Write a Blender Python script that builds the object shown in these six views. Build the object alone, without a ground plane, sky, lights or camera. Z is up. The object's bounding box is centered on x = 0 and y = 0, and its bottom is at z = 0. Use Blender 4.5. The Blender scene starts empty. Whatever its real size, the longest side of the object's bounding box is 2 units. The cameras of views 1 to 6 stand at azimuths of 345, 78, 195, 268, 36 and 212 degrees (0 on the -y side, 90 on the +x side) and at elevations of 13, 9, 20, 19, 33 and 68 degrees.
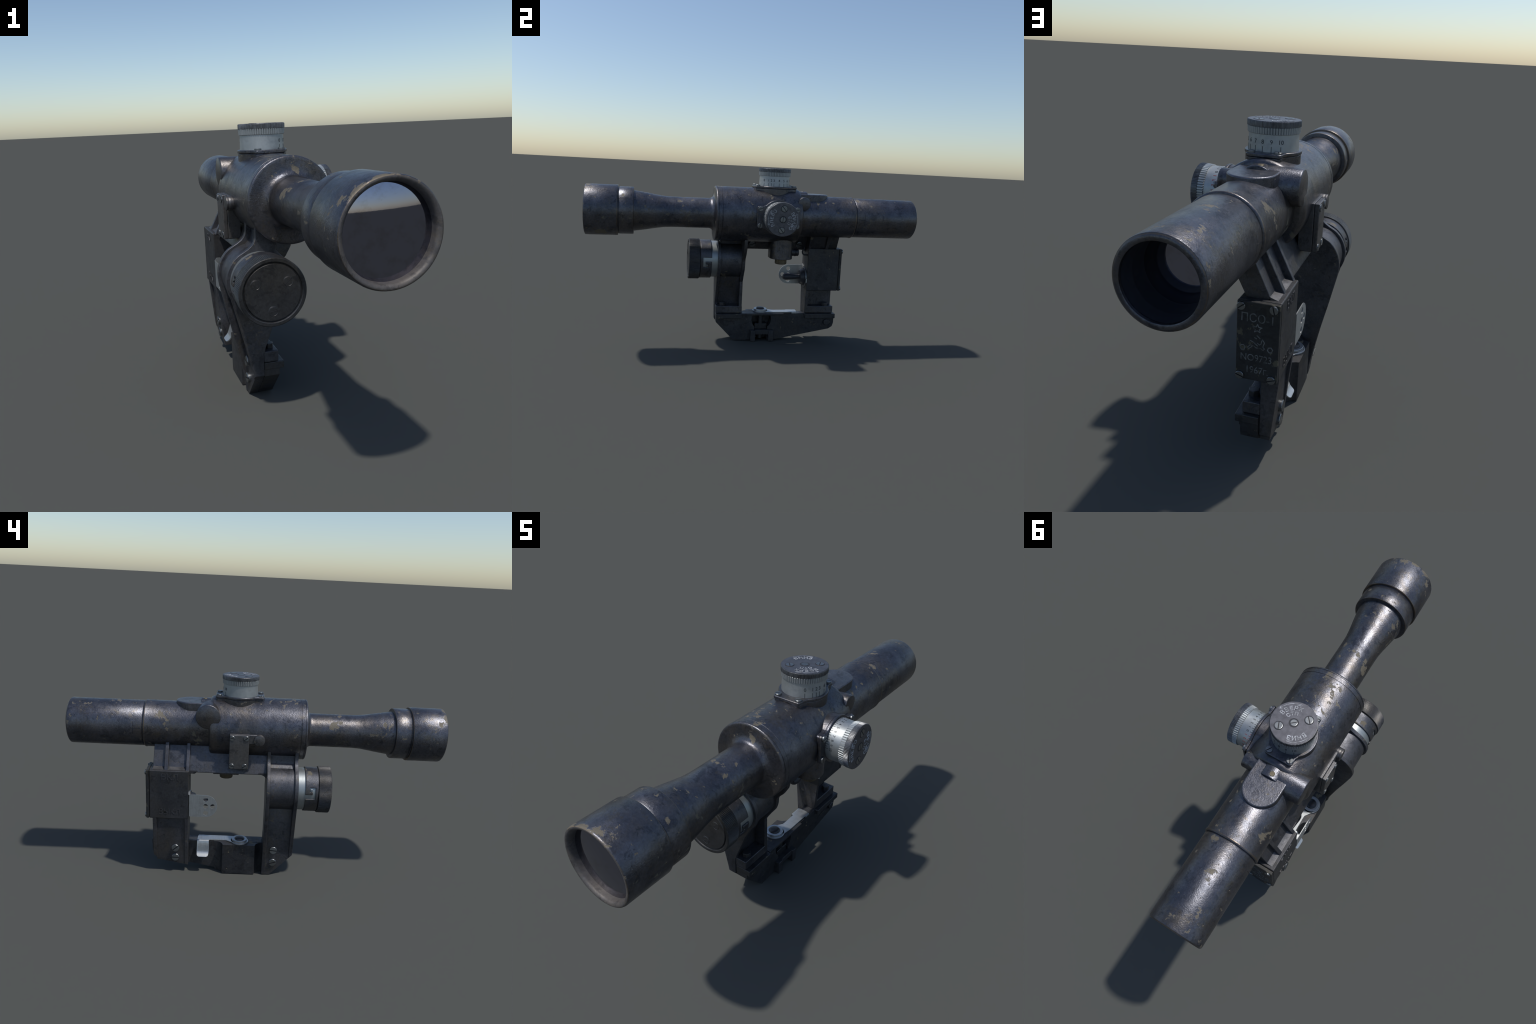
import bpy, bmesh, math, random
from mathutils import Vector, Matrix
from math import sin, cos, pi, radians, sqrt, atan2

random.seed(7)
SC = bpy.context.scene
COL = SC.collection

# ------------------------------------------------------------------ frame
AX, AZ = -0.0165, 0.812          # optical axis: x, z (runs along y)
TY = 0.0985                      # both adjustment drums stand at this y
CX, CZ = -0.140, 0.5145          # battery compartment axis

# =================================================================== materials
def new_mat(name):
    m = bpy.data.materials.new(name)
    m.use_nodes = True
    nt = m.node_tree
    b = nt.nodes["Principled BSDF"]
    return m, nt, b

def nd(nt, kind, **kw):
    n = nt.nodes.new(kind)
    for k, v in kw.items():
        if hasattr(n, k):
            setattr(n, k, v)
        else:
            n.inputs[k].default_value = v
    return n

def noise(nt, vec, scale, detail=5, rough=0.6, dist=0.0):
    n = nd(nt, "ShaderNodeTexNoise")
    n.inputs["Scale"].default_value = scale
    n.inputs["Detail"].default_value = detail
    n.inputs["Roughness"].default_value = rough
    n.inputs["Distortion"].default_value = dist
    nt.links.new(vec, n.inputs["Vector"])
    return n.outputs["Fac"]

def ramp(nt, fac, stops):
    r = nd(nt, "ShaderNodeValToRGB")
    els = r.color_ramp.elements
    while len(els) < len(stops):
        els.new(0.5)
    for e, (p, c) in zip(els, stops):
        e.position = p
        e.color = (c, c, c, 1) if isinstance(c, (int, float)) else (*c, 1)
    nt.links.new(fac, r.inputs["Fac"])
    return r.outputs["Color"]

def mixc(nt, fac, a, b, mode="MIX"):
    n = nd(nt, "ShaderNodeMix", data_type="RGBA", blend_type=mode)
    for sock, val in ((n.inputs[0], fac), (n.inputs[6], a), (n.inputs[7], b)):
        if isinstance(val, (int, float)):
            sock.default_value = val
        elif isinstance(val, tuple):
            sock.default_value = (*val, 1)
        else:
            nt.links.new(val, sock)
    return n.outputs[2]

def mathn(nt, op, a, b):
    n = nd(nt, "ShaderNodeMath", operation=op)
    for sock, val in ((n.inputs[0], a), (n.inputs[1], b)):
        if isinstance(val, (int, float)):
            sock.default_value = val
        else:
            nt.links.new(val, sock)
    return n.outputs[0]

def object_vec(nt, loc=(0, 0, 0), scl=(1, 1, 1)):
    tc = nd(nt, "ShaderNodeTexCoord")
    mp = nd(nt, "ShaderNodeMapping")
    mp.inputs["Location"].default_value = loc
    mp.inputs["Scale"].default_value = scl
    nt.links.new(tc.outputs["Object"], mp.inputs["Vector"])
    return mp.outputs["Vector"]

def bump(nt, b, height, strength, dist):
    n = nd(nt, "ShaderNodeBump")
    n.inputs["Strength"].default_value = strength
    n.inputs["Distance"].default_value = dist
    nt.links.new(height, n.inputs["Height"])
    nt.links.new(n.outputs["Normal"], b.inputs["Normal"])

def worn_paint(name, deep, pale, warm, chip=(0.108, 0.094, 0.070), seed=0.0,
               metallic=0.85, rough=0.40, chip_at=0.665, grain=0.35, chips=1.0, worn_rings=(), flecks=0.55):
    """Old blued steel: cloudy blue-grey, brownish clouds, dark stains, tan chips."""
    m, nt, b = new_mat(name)
    v = object_vec(nt, (seed, seed * 1.7, -seed))
    cloud = ramp(nt, noise(nt, v, 9, 6, 0.62, 0.3), [(0.36, 0.0), (0.66, 1.0)])
    col = mixc(nt, cloud, deep, pale)
    v2 = object_vec(nt, (3.1 + seed, -seed, 1.3))
    brown = ramp(nt, noise(nt, v2, 5.5, 7, 0.66, 0.4), [(0.465, 0.0), (0.61, 0.75)])
    col = mixc(nt, brown, col, warm)
    v3 = object_vec(nt, (-1.7 + seed, 2.2, seed))
    stain = ramp(nt, noise(nt, v3, 19, 8, 0.7, 0.5), [(0.565, 0.0), (0.60, 0.55)])
    col = mixc(nt, stain, col, tuple(c * 0.55 for c in deep))
    # fine brown wear flecks gathered in loose drifts
    v6 = object_vec(nt, (2.2, seed, 6.1))
    fl = mathn(nt, "ADD", mathn(nt, "MULTIPLY", noise(nt, v6, 62, 5, 0.65), 0.55), mathn(nt, "MULTIPLY", noise(nt, v6, 8, 4, 0.6), 0.45))
    col = mixc(nt, ramp(nt, fl, [(0.548, 0.0), (0.605, flecks)]), col, tuple(0.55 * c + 0.45 * w for c, w in zip(chip, warm)))
    # fine mottling
    fine = ramp(nt, noise(nt, v, 95, 4, 0.7), [(0.3, 0.62), (0.7, 1.35)])
    col = mixc(nt, 0.55, col, fine, "MULTIPLY")
    # chips: big islands broken up by a finer noise
    v4 = object_vec(nt, (5.3 + seed, 0.9, 2.7 - seed))
    isl = noise(nt, v4, 7.5, 9, 0.62, 0.25)
    chipm = ramp(nt, isl, [(chip_at, 0.0), (chip_at + 0.012, 1.0)])
    v5 = object_vec(nt, (0.4 - seed, 4.4, 0.2))
    spk = ramp(nt, noise(nt, v5, 27, 5, 0.6, 0.2), [(chip_at + 0.025, 0.0), (chip_at + 0.035, 0.9)])
    mask = mathn(nt, "MULTIPLY", mathn(nt, "MAXIMUM", chipm, spk), chips)
    chipc = mixc(nt, noise(nt, v, 60, 4, 0.7), tuple(c * 0.75 for c in chip), tuple(c * 1.3 for c in chip))
    col = mixc(nt, mask, col, chipc)
    # turned edges rubbed brown: thin rings at given stations along the tube
    if worn_rings:
        sx = nd(nt, "ShaderNodeSeparateXYZ")
        tc = nd(nt, "ShaderNodeTexCoord")
        nt.links.new(tc.outputs["Object"], sx.inputs[0])
        ring = None
        for y, w in worn_rings:
            c = nd(nt, "ShaderNodeMath", operation="COMPARE")
            nt.links.new(sx.outputs["Y"], c.inputs[0])
            c.inputs[1].default_value, c.inputs[2].default_value = y, w
            ring = c.outputs[0] if ring is None else mathn(nt, "MAXIMUM", ring, c.outputs[0])
        patchy = ramp(nt, noise(nt, v, 18, 6, 0.65), [(0.35, 0.15), (0.62, 0.85)])
        col = mixc(nt, mathn(nt, "MULTIPLY", ring, patchy), col, (0.165, 0.125, 0.085))
    nt.links.new(col, b.inputs["Base Color"])
    met = ramp(nt, mask, [(0.0, metallic), (1.0, 0.15)])
    nt.links.new(met, b.inputs["Metallic"])
    rv = mathn(nt, "ADD", mathn(nt, "MULTIPLY", noise(nt, v2, 22, 7, 0.75), 0.5), rough - 0.25)
    rv = mathn(nt, "ADD", rv, mathn(nt, "MULTIPLY", mask, 0.25))
    nt.links.new(rv, b.inputs["Roughness"])
    h = mathn(nt, "ADD", noise(nt, v, 210, 3, 0.6), mathn(nt, "MULTIPLY", noise(nt, v3, 60, 3, 0.5), 0.5))
    h = mathn(nt, "SUBTRACT", h, mathn(nt, "MULTIPLY", mask, 0.7))
    bump(nt, b, h, grain, 0.004)
    return m

def brushed_metal(name, col, rough, metallic=1.0, scl=(3, 3, 60), amp=0.16, dirt=(0.1, 0.1, 0.1), dirt_at=0.62, grain=0.1):
    m, nt, b = new_mat(name)
    v = object_vec(nt, (0, 0, 0), scl)
    f = ramp(nt, noise(nt, v, 6, 5, 0.65), [(0.25, 1 - amp), (0.75, 1 + amp)])
    c = mixc(nt, 1.0, col, f, "MULTIPLY")
    v2 = object_vec(nt, (1, 2, 3))
    d = ramp(nt, noise(nt, v2, 16, 7, 0.7), [(dirt_at, 0.0), (dirt_at + 0.14, 0.55)])
    c = mixc(nt, d, c, dirt)
    nt.links.new(c, b.inputs["Base Color"])
    b.inputs["Metallic"].default_value = metallic
    rv = mathn(nt, "ADD", mathn(nt, "MULTIPLY", noise(nt, v2, 40, 4, 0.6), 0.16), rough - 0.08)
    nt.links.new(rv, b.inputs["Roughness"])
    bump(nt, b, noise(nt, v, 14, 3, 0.6), grain, 0.002)
    return m

def plain(name, col, rough=0.5, metallic=0.0, var=0.15, scale=60):
    m, nt, b = new_mat(name)
    v = object_vec(nt)
    f = ramp(nt, noise(nt, v, scale, 4, 0.65), [(0.3, 1 - var), (0.7, 1 + var)])
    nt.links.new(mixc(nt, 1.0, col, f, "MULTIPLY"), b.inputs["Base Color"])
    b.inputs["Metallic"].default_value = metallic
    b.inputs["Roughness"].default_value = rough
    return m

M_BODY = worn_paint("blued_steel", (0.068, 0.072, 0.088), (0.128, 0.129, 0.146), (0.116, 0.104, 0.096), seed=0.0, chip_at=0.627, grain=0.22, rough=0.36,
                    worn_rings=((-1.0, 0.0022), (-0.8180, 0.0016), (-0.7300, 0.0012), (0.5945, 0.0025), (0.9965, 0.0012)))
M_RIM = worn_paint("rubbed_rim_steel", (0.070, 0.067, 0.069), (0.098, 0.093, 0.094), (0.105, 0.092, 0.082), seed=3.3, rough=0.60, chip_at=0.68, metallic=0.45, grain=0.12)
M_CAST = worn_paint("cast_mount_steel", (0.060, 0.063, 0.074), (0.100, 0.101, 0.113), (0.086, 0.081, 0.079), seed=2.3, rough=0.46, chip_at=0.655, metallic=0.75, grain=0.18)
M_BASE = worn_paint("clamp_steel", (0.088, 0.088, 0.094), (0.130, 0.129, 0.133), (0.118, 0.110, 0.104), seed=4.1, rough=0.47, chip_at=0.68, metallic=0.8, grain=0.15)
M_BOX = worn_paint("black_box_steel", (0.036, 0.038, 0.044), (0.058, 0.060, 0.066), (0.054, 0.051, 0.049), chip=(0.13, 0.11, 0.075), seed=5.5, rough=0.5, flecks=0.2, chip_at=0.65, metallic=0.6, grain=0.12)
M_PLATE = worn_paint("dark_name_plate", (0.026, 0.028, 0.031), (0.037, 0.039, 0.043), (0.042, 0.040, 0.036), chip=(0.085, 0.078, 0.055), seed=8.2, rough=0.5, flecks=0.2, chip_at=0.59, metallic=0.5, grain=0.12)
M_CAP = worn_paint("blackened_cap", (0.042, 0.044, 0.049), (0.066, 0.067, 0.072), (0.055, 0.053, 0.052), seed=6.4, rough=0.42, flecks=0.25, chip_at=0.72, metallic=0.7, grain=0.12)
M_KNURL = brushed_metal("dark_knurled_metal", (0.16, 0.165, 0.175), 0.42, 0.9, (40, 40, 3), 0.45, (0.05, 0.05, 0.055), 0.47)
M_KNURL_SIDE = brushed_metal("dark_knurled_metal_side", (0.16, 0.165, 0.175), 0.42, 0.9, (3, 40, 40), 0.45, (0.05, 0.05, 0.055), 0.47)
M_FACE = plain("knob_face_enamel", (0.105, 0.105, 0.118), 0.44, 0.75, 0.25, 45)
M_ALU = brushed_metal("pale_aluminium", (0.37, 0.392, 0.40), 0.48, 0.8, (6, 6, 6), 0.10, (0.27, 0.29, 0.30), 0.5)
M_SHEET = brushed_metal("bright_sheet_steel", (0.40, 0.42, 0.43), 0.42, 0.8, (3, 60, 3), 0.14, (0.28, 0.28, 0.28), 0.52)
M_RING = brushed_metal("bare_sleeve_metal", (0.31, 0.335, 0.345), 0.45, 0.8, (4, 50, 4), 0.10, (0.3, 0.3, 0.3), 0.6)
M_SCREW = brushed_metal("steel_screw", (0.21, 0.222, 0.23), 0.36, 0.95, (30, 30, 30), 0.25, (0.07, 0.07, 0.07), 0.5)
M_SLOT = plain("screw_slot_dark", (0.02, 0.02, 0.024), 0.6, 0.2)
M_BLACK = plain("matt_black_inside", (0.012, 0.013, 0.02), 0.65, 0.0, 0.2)
M_RUBBER = plain("black_rubber", (0.018, 0.020, 0.026), 0.5, 0.0, 0.15)
M_BRASS = plain("dull_brass", (0.13, 0.11, 0.075), 0.5, 0.6, 0.25, 40)
M_WHITE = plain("worn_white_marking", (0.33, 0.34, 0.36), 0.5, 0.2, 0.75, 55)
M_GREY = plain("worn_grey_marking", (0.115, 0.12, 0.123), 0.55, 0.2, 0.75, 45)
M_INK = plain("black_scale_marking", (0.035, 0.04, 0.045), 0.55)
M_RED = plain("red_scale_marking", (0.28, 0.06, 0.05), 0.55)

def lens_mat():
    m, nt, b = new_mat("coated_lens_glass")
    v = object_vec(nt)
    smear = ramp(nt, noise(nt, v, 22, 7, 0.7), [(0.5, 0.0), (0.75, 1.0)])
    c = mixc(nt, smear, (0.27, 0.275, 0.35), (0.21, 0.205, 0.235))
    nt.links.new(c, b.inputs["Base Color"])
    b.inputs["Metallic"].default_value = 1.0
    b.inputs["Roughness"].default_value = 0.035
    bump(nt, b, noise(nt, v, 45, 4, 0.6), 0.02, 0.001)
    return m
M_LENS = lens_mat()

# =================================================================== mesh helpers
ROOT = bpy.data.objects.new("telescopic_rifle_sight", None)
ROOT.empty_display_size = 0.2
COL.objects.link(ROOT)
ROOT["label"] = "worn blue-black telescopic sight with drums and side mount bracket"
ROOT["category"] = "telescopic sight"

def obj(name, bm_or_mesh, mat, parent=None, sharp=35, bevel=0.0, seg=2, kind=None):
    if isinstance(bm_or_mesh, bmesh.types.BMesh):
        me = bpy.data.meshes.new(name)
        bmesh.ops.recalc_face_normals(bm_or_mesh, faces=bm_or_mesh.faces)
        bm_or_mesh.to_mesh(me)
        bm_or_mesh.free()
    else:
        me = bm_or_mesh
    o = bpy.data.objects.new(name, me)
    COL.objects.link(o)
    o.parent = parent or ROOT
    if not me.materials:
        me.materials.append(mat)
    me.shade_smooth()
    me.set_sharp_from_angle(angle=radians(sharp))
    if bevel:
        b = o.modifiers.new("edge_round", "BEVEL")
        b.width = bevel
        b.segments = seg
        b.limit_method = "ANGLE"
        b.angle_limit = radians(32)
        b.use_clamp_overlap = True
        b.harden_normals = True
    if kind:
        o["kind"] = kind
    return o

AXES = {  # local (a, b, c) -> world, c along the axis
    "x": lambda a, b, c: (c, a, b),
    "y": lambda a, b, c: (a, c, b),
    "z": lambda a, b, c: (a, b, c),
}

def lathe(profile, axis="y", centre=(0, 0), seg=72, bm=None, mod=None, cap=False):
    """profile: (position along axis, radius). mod(i, r) may vary the radius round the turn."""
    bm = bm or bmesh.new()
    f = AXES[axis]
    rings = []
    for s, r in profile:
        if r < 1e-6:
            rings.append([bm.verts.new(f(centre[0], centre[1], s))])
        else:
            ring = []
            for i in range(seg):
                t = 2 * pi * i / seg
                rr = mod(i, r, s) if mod else r
                ring.append(bm.verts.new(f(centre[0] + rr * cos(t), centre[1] + rr * sin(t), s)))
            rings.append(ring)
    for a, b in zip(rings, rings[1:]):
        for i in range(seg):
            j = (i + 1) % seg
            if len(a) == 1 and len(b) == 1:
                continue
            if len(a) == 1:
                bm.faces.new((a[0], b[j], b[i]))
            elif len(b) == 1:
                bm.faces.new((a[i], a[j], b[0]))
            else:
                bm.faces.new((a[i], a[j], b[j], b[i]))
    if cap:
        for r in (rings[0], rings[-1]):
            if len(r) > 2:
                bm.faces.new(r)
    return bm

def prism(outline, axis, lo, hi, bm=None):
    """outline in the plane across `axis` (x: (y,z); y: (x,z); z: (x,y)), run from lo to hi."""
    bm = bm or bmesh.new()
    f = AXES[axis]
    a = [bm.verts.new(f(p, q, lo)) for p, q in outline]
    b = [bm.verts.new(f(p, q, hi)) for p, q in outline]
    bm.faces.new(a)
    bm.faces.new(list(reversed(b)))
    n = len(outline)
    for i in range(n):
        j = (i + 1) % n
        bm.faces.new((a[i], b[i], b[j], a[j]))
    return bm

def box(x0, x1, y0, y1, z0, z1, bm=None):
    return prism([(x0, y0), (x1, y0), (x1, y1), (x0, y1)], "z", z0, z1, bm)

def cut(bm, point, normal):
    """remove everything on the normal's side of a plane and close the hole"""
    r = bmesh.ops.bisect_plane(bm, geom=bm.verts[:] + bm.edges[:] + bm.faces[:], plane_co=point,
                               plane_no=normal, clear_outer=True)
    edges = [e for e in r["geom_cut"] if isinstance(e, bmesh.types.BMEdge)]
    bmesh.ops.holes_fill(bm, edges=edges, sides=0)
    return bm

def arc(cx, cz, r, a0, a1, n):
    return [(cx + r * cos(radians(a0 + (a1 - a0) * i / n)), cz + r * sin(radians(a0 + (a1 - a0) * i / n))) for i in range(n + 1)]

def spline(pts, n=6):
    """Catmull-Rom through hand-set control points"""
    out = []
    P = [pts[0]] + list(pts) + [pts[-1]]
    for i in range(1, len(P) - 2):
        p0, p1, p2, p3 = P[i - 1], P[i], P[i + 1], P[i + 2]
        for k in range(n):
            t = k / n
            out.append(tuple(0.5 * (2 * b + (c - a) * t + (2 * a - 5 * b + 4 * c - d) * t * t + (3 * b - a - 3 * c + d) * t ** 3)
                             for a, b, c, d in zip(p0, p1, p2, p3)))
    out.append(tuple(pts[-1]))
    return out

def frame(origin, c_axis, a_axis):
    """matrix taking local x to a_axis and local z to c_axis"""
    c = Vector(c_axis).normalized()
    a = Vector(a_axis)
    a = (a - c * a.dot(c)).normalized()
    b = c.cross(a)
    m = Matrix((a, b, c)).transposed().to_4x4()
    m.translation = Vector(origin)
    return m

# ------------------------------------------------------------------ slotted screws
def screw_mesh():
    """unit radius cheese-head screw with a real slot"""
    bm = bmesh.new()
    lathe([(-0.6, 0.0), (-0.6, 0.98), (0.30, 0.98), (0.30, 0.0)], "z", seg=28, bm=bm)
    w = 0.13
    for side in (1, -1):
        a0 = math.degrees(math.asin(w))
        edge = [(x, y * side) for x, y in arc(0, 0, 0.98, a0, 180 - a0, 16)]
        inner = [(x * 0.90, max(y * 0.90, w) if side > 0 else min(y * 0.90, -w)) for x, y in edge]
        lo = [bm.verts.new((x, y, 0.28)) for x, y in edge]
        mid = [bm.verts.new((x, y, 0.52)) for x, y in edge]
        top = [bm.verts.new((x, y, 0.66)) for x, y in inner]
        n = len(edge)
        for ra, rb in ((lo, mid), (mid, top)):
            for i in range(n):
                j = (i + 1) % n
                bm.faces.new((ra[i], ra[j], rb[j], rb[i]))
        bm.faces.new(top)
        bm.faces.new(lo)
    bmesh.ops.recalc_face_normals(bm, faces=bm.faces)
    for f in bm.faces:                       # floor of the slot
        c = f.calc_center_median()
        if abs(c.z - 0.30) < 0.01 and f.normal.z > 0.5:
            f.material_index = 1
    me = bpy.data.meshes.new("slotted_screw")
    bm.to_mesh(me)
    bm.free()
    me.materials.append(M_SCREW)
    me.materials.append(M_SLOT)
    me.shade_smooth()
    me.set_sharp_from_angle(angle=radians(30))
    return me
SCREW = screw_mesh()

def screw(parent, pos, normal, r, slot_dir, h=1.0, name="slotted_screw"):
    o = bpy.data.objects.new(name, SCREW)
    COL.objects.link(o)
    o.parent = parent
    m = frame(pos, normal, slot_dir) @ Matrix.Diagonal((r, r, r * h, 1))
    o.matrix_world = m
    return o

# ------------------------------------------------------------------ lettering
def glyph(text, size, depth=0.0006, align="CENTER", bold=0.012):
    """flat letters as (mesh verts, faces), centred on their own cap height"""
    c = bpy.data.curves.new("letters", "FONT")
    c.body = text
    c.size = size
    c.extrude = depth
    c.align_x = align
    c.align_y = "CENTER"
    c.resolution_u = 3
    c.offset = bold * size
    o = bpy.data.objects.new("letters", c)
    COL.objects.link(o)
    dg = bpy.context.evaluated_depsgraph_get()
    me = bpy.data.meshes.new_from_object(o.evaluated_get(dg))
    vs = [v.co.copy() for v in me.vertices]
    fs = [tuple(p.vertices) for p in me.polygons]
    bpy.data.objects.remove(o)
    bpy.data.curves.remove(c)
    bpy.data.meshes.remove(me)
    return vs, fs

def add_shape(bm, vs, fs, fn):
    w = [bm.verts.new(fn(v)) for v in vs]
    for f in fs:
        try:
            bm.faces.new([w[i] for i in f])
        except ValueError:
            pass

def text_flat(bm, text, size, M, depth=0.0006, sx=1.0, bold=0.012):
    vs, fs = glyph(text, size, depth, bold=bold)
    add_shape(bm, vs, fs, lambda v: M @ Vector((v.x * sx, v.y, v.z)))

def ribbon(bm, pts, width, M, depth=0.0006, closed=False):
    """a drawn line of constant width along pts, on the plane of M"""
    n = len(pts)
    segs = n if closed else n - 1
    for i in range(segs):
        p, q = Vector(pts[i]), Vector(pts[(i + 1) % n])
        d = (q - p).normalized()
        s = Vector((-d.y, d.x)) * width / 2
        p, q = p - d * width * 0.3, q + d * width * 0.3
        quad = [p + s, p - s, q - s, q + s]
        lo = [bm.verts.new(M @ Vector((a.x, a.y, -depth))) for a in quad]
        hi = [bm.verts.new(M @ Vector((a.x, a.y, depth + 0.00003 * i))) for a in quad]
        bm.faces.new(hi)
        for k in range(4):
            bm.faces.new((lo[k], lo[(k + 1) % 4], hi[(k + 1) % 4], hi[k]))

# =================================================================== 1. optical tube
ac = (AX, AZ)
# objective housing: shade sleeve with turned collar behind it
bm = lathe([(-0.9960, 0.1380), (-0.9992, 0.1412), (-0.9970, 0.1440), (-0.9920, 0.1455), (-0.8200, 0.1455), (-0.8172, 0.1440),
            (-0.8165, 0.1415), (-0.8165, 0.1345), (-0.8130, 0.1335), (-0.8090, 0.1368), (-0.7330, 0.1368), (-0.7295, 0.1352),
            (-0.7285, 0.1320), (-0.7285, 0.1080)], "y", ac)
OBJ = obj("objective_housing", bm, M_BODY, sharp=40)
obj("objective_rim", lathe([(-0.9650, 0.1300), (-0.9650, 0.1262), (-0.9880, 0.1268), (-0.9935, 0.1282), (-0.9975, 0.1318), (-0.9996, 0.1360), (-1.0000, 0.1390), (-0.9993, 0.1411), (-0.9940, 0.1420)], "y", ac), M_RIM, OBJ, sharp=50)

R = 0.70
sag = lambda r: sqrt(R * R - r * r) - sqrt(R * R - 0.1262 ** 2)
prof = [(-0.9725 - sag(0.1262 * k / 14), 0.1262 * k / 14) for k in range(15)]
obj("objective_lens", lathe(prof + [(-0.968, 0.1262), (-0.968, 0.0)], "y", ac), M_LENS, OBJ, sharp=60)

# front tube: flared throat, waist, root fillet
flare = spline([(-0.7290, 0.1180), (-0.66, 0.1078), (-0.60, 0.0978), (-0.55, 0.0912), (-0.49, 0.0893), (-0.40, 0.0893), (-0.305, 0.0893)], 6)
root = spline([(-0.300, 0.0893), (-0.286, 0.0905), (-0.276, 0.0955), (-0.2685, 0.1045), (-0.2645, 0.1150), (-0.2625, 0.1290)], 5)
tube = [(-0.735, 0.1060), (-0.7292, 0.1175)] + flare + root[1:] + [(-0.2612, 0.1560)]
obj("front_tube", lathe(tube, "y", ac), M_BODY, sharp=50)

# main housing with turned front rim and stepped rear end
housing = [(-0.2612, 0.1400), (-0.2615, 0.1555), (-0.2602, 0.1600), (-0.2580, 0.1627), (-0.2540, 0.1640), (-0.2515, 0.1636), (-0.2505, 0.1618),
           (-0.2490, 0.1618), (-0.2480, 0.1638), (-0.2290, 0.1638), (-0.2278, 0.1618), (-0.2262, 0.1618), (-0.2250, 0.1634),
           (-0.12, 0.1634), (0.02, 0.1634), (0.14, 0.1634), (0.2330, 0.1634), (0.2420, 0.1618), (0.2490, 0.1575), (0.2530, 0.1510), (0.2540, 0.1430), (0.2540, 0.1100)]
HOUS = obj("main_housing", lathe(housing, "y", ac, seg=96), M_BODY, sharp=40)

rear = [(0.240, 0.1262), (0.40, 0.1262), (0.5880, 0.1262), (0.5910, 0.1276), (0.5960, 0.1280), (0.6000, 0.1262), (0.6015, 0.1235),
        (0.6022, 0.1180), (0.6060, 0.1180)]
obj("rear_tube", lathe(rear, "y", ac), M_BODY, sharp=40)

eye = [(0.6040, 0.1150), (0.6050, 0.1205), (0.6075, 0.1222), (0.9880, 0.1222), (0.9945, 0.1210), (0.9965, 0.1180), (0.9985, 0.1165), (1.0000, 0.1140), (1.0000, 0.1040), (0.9985, 0.1020),
       (0.9900, 0.1020), (0.8800, 0.1015)]
EYE = obj("eyepiece_tube", lathe(eye, "y", ac), M_BODY, sharp=40)
inn = [(0.9890, 0.1012), (0.9500, 0.1004), (0.9470, 0.0988), (0.9400, 0.0984), (0.9380, 0.0992), (0.9200, 0.0985), (0.8800, 0.0960)]
obj("eyepiece_baffle", lathe(inn, "y", ac), M_BLACK, EYE, sharp=30)
R = 0.593
prof = [(0.8875 + sqrt(R * R - (0.0975 * k / 12) ** 2) - sqrt(R * R - 0.0975 ** 2), 0.0975 * k / 12) for k in range(13)]
obj("eyepiece_lens", lathe(prof[::-1] + [], "y", ac), M_LENS, EYE, sharp=60)

# engraved index marks, one each side of the eyepiece
bm = bmesh.new()
for side in (0, 180):
    def mark(y0, y1, a0, a1, n):
        for i in range(n):
            t0, t1 = radians(side + a0 + (a1 - a0) * i / n), radians(side + a0 + (a1 - a0) * (i + 1) / n)
            qs = [(AX + 0.1226 * cos(t), y, AZ + 0.1226 * sin(t)) for t in (t0, t1) for y in (y0, y1)]
            v = [bm.verts.new(q) for q in qs]
            bm.faces.new((v[0], v[1], v[3], v[2]))
    mark(0.612, 0.653, -1.0, 0.6, 2)
    mark(0.652, 0.6545, -16, 16, 10)
obj("index_mark", bm, M_BLACK, EYE, sharp=60)

# =================================================================== 2. housing bosses
# flat-topped lug on the rear tube, with a small hump and pin
lug = [(-0.0995, 0.240), (0.0625, 0.240), (0.0625, 0.356)] + arc(-0.0185, 0.356, 0.081, 0, 180, 20)[1:]
obj("top_lug", prism(lug, "z", 0.860, 0.9500), M_BODY, bevel=0.006, seg=3)
hump = [(0.019, 0.930)] + [(x, z) for x, z in arc(-0.0185, 0.8955, 0.0680, 57, 123, 10)] + [(-0.0555, 0.930)]
obj("lug_hump", prism(hump, "y", 0.246, 0.3045), M_BODY, bevel=0.004, seg=2)
obj("lug_pin", lathe([(0.945, 0.012), (0.9628, 0.012), (0.9645, 0.010), (0.9645, 0.0)], "z", (-0.026, 0.284), 20), M_BRASS)
# cross barrel behind the housing, wide on one side and narrow on the other
obj("cross_barrel", lathe([(-0.1715, 0.0), (-0.1715, 0.0600), (-0.1700, 0.0625), (-0.1660, 0.0640), (-0.02, 0.0640), (-0.02, 0.0)], "x", (0.2590, 0.8945), 48), M_BODY, sharp=40)
obj("cross_stub", lathe([(0.1235, 0.0), (0.1235, 0.0345), (0.1225, 0.0370), (0.119, 0.0388), (0.02, 0.0388), (0.02, 0.0)], "x", (0.2590, 0.8960), 36), M_BODY, sharp=40)

# =================================================================== 3. adjustment drums
def knurl(depth, gap):
    # rectangular teeth: four steps per tooth, `gap` of them cut down
    return lambda i, r, s: r - (depth if (i % 4) in gap else 0.0) if r > 0.085 else r

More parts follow.
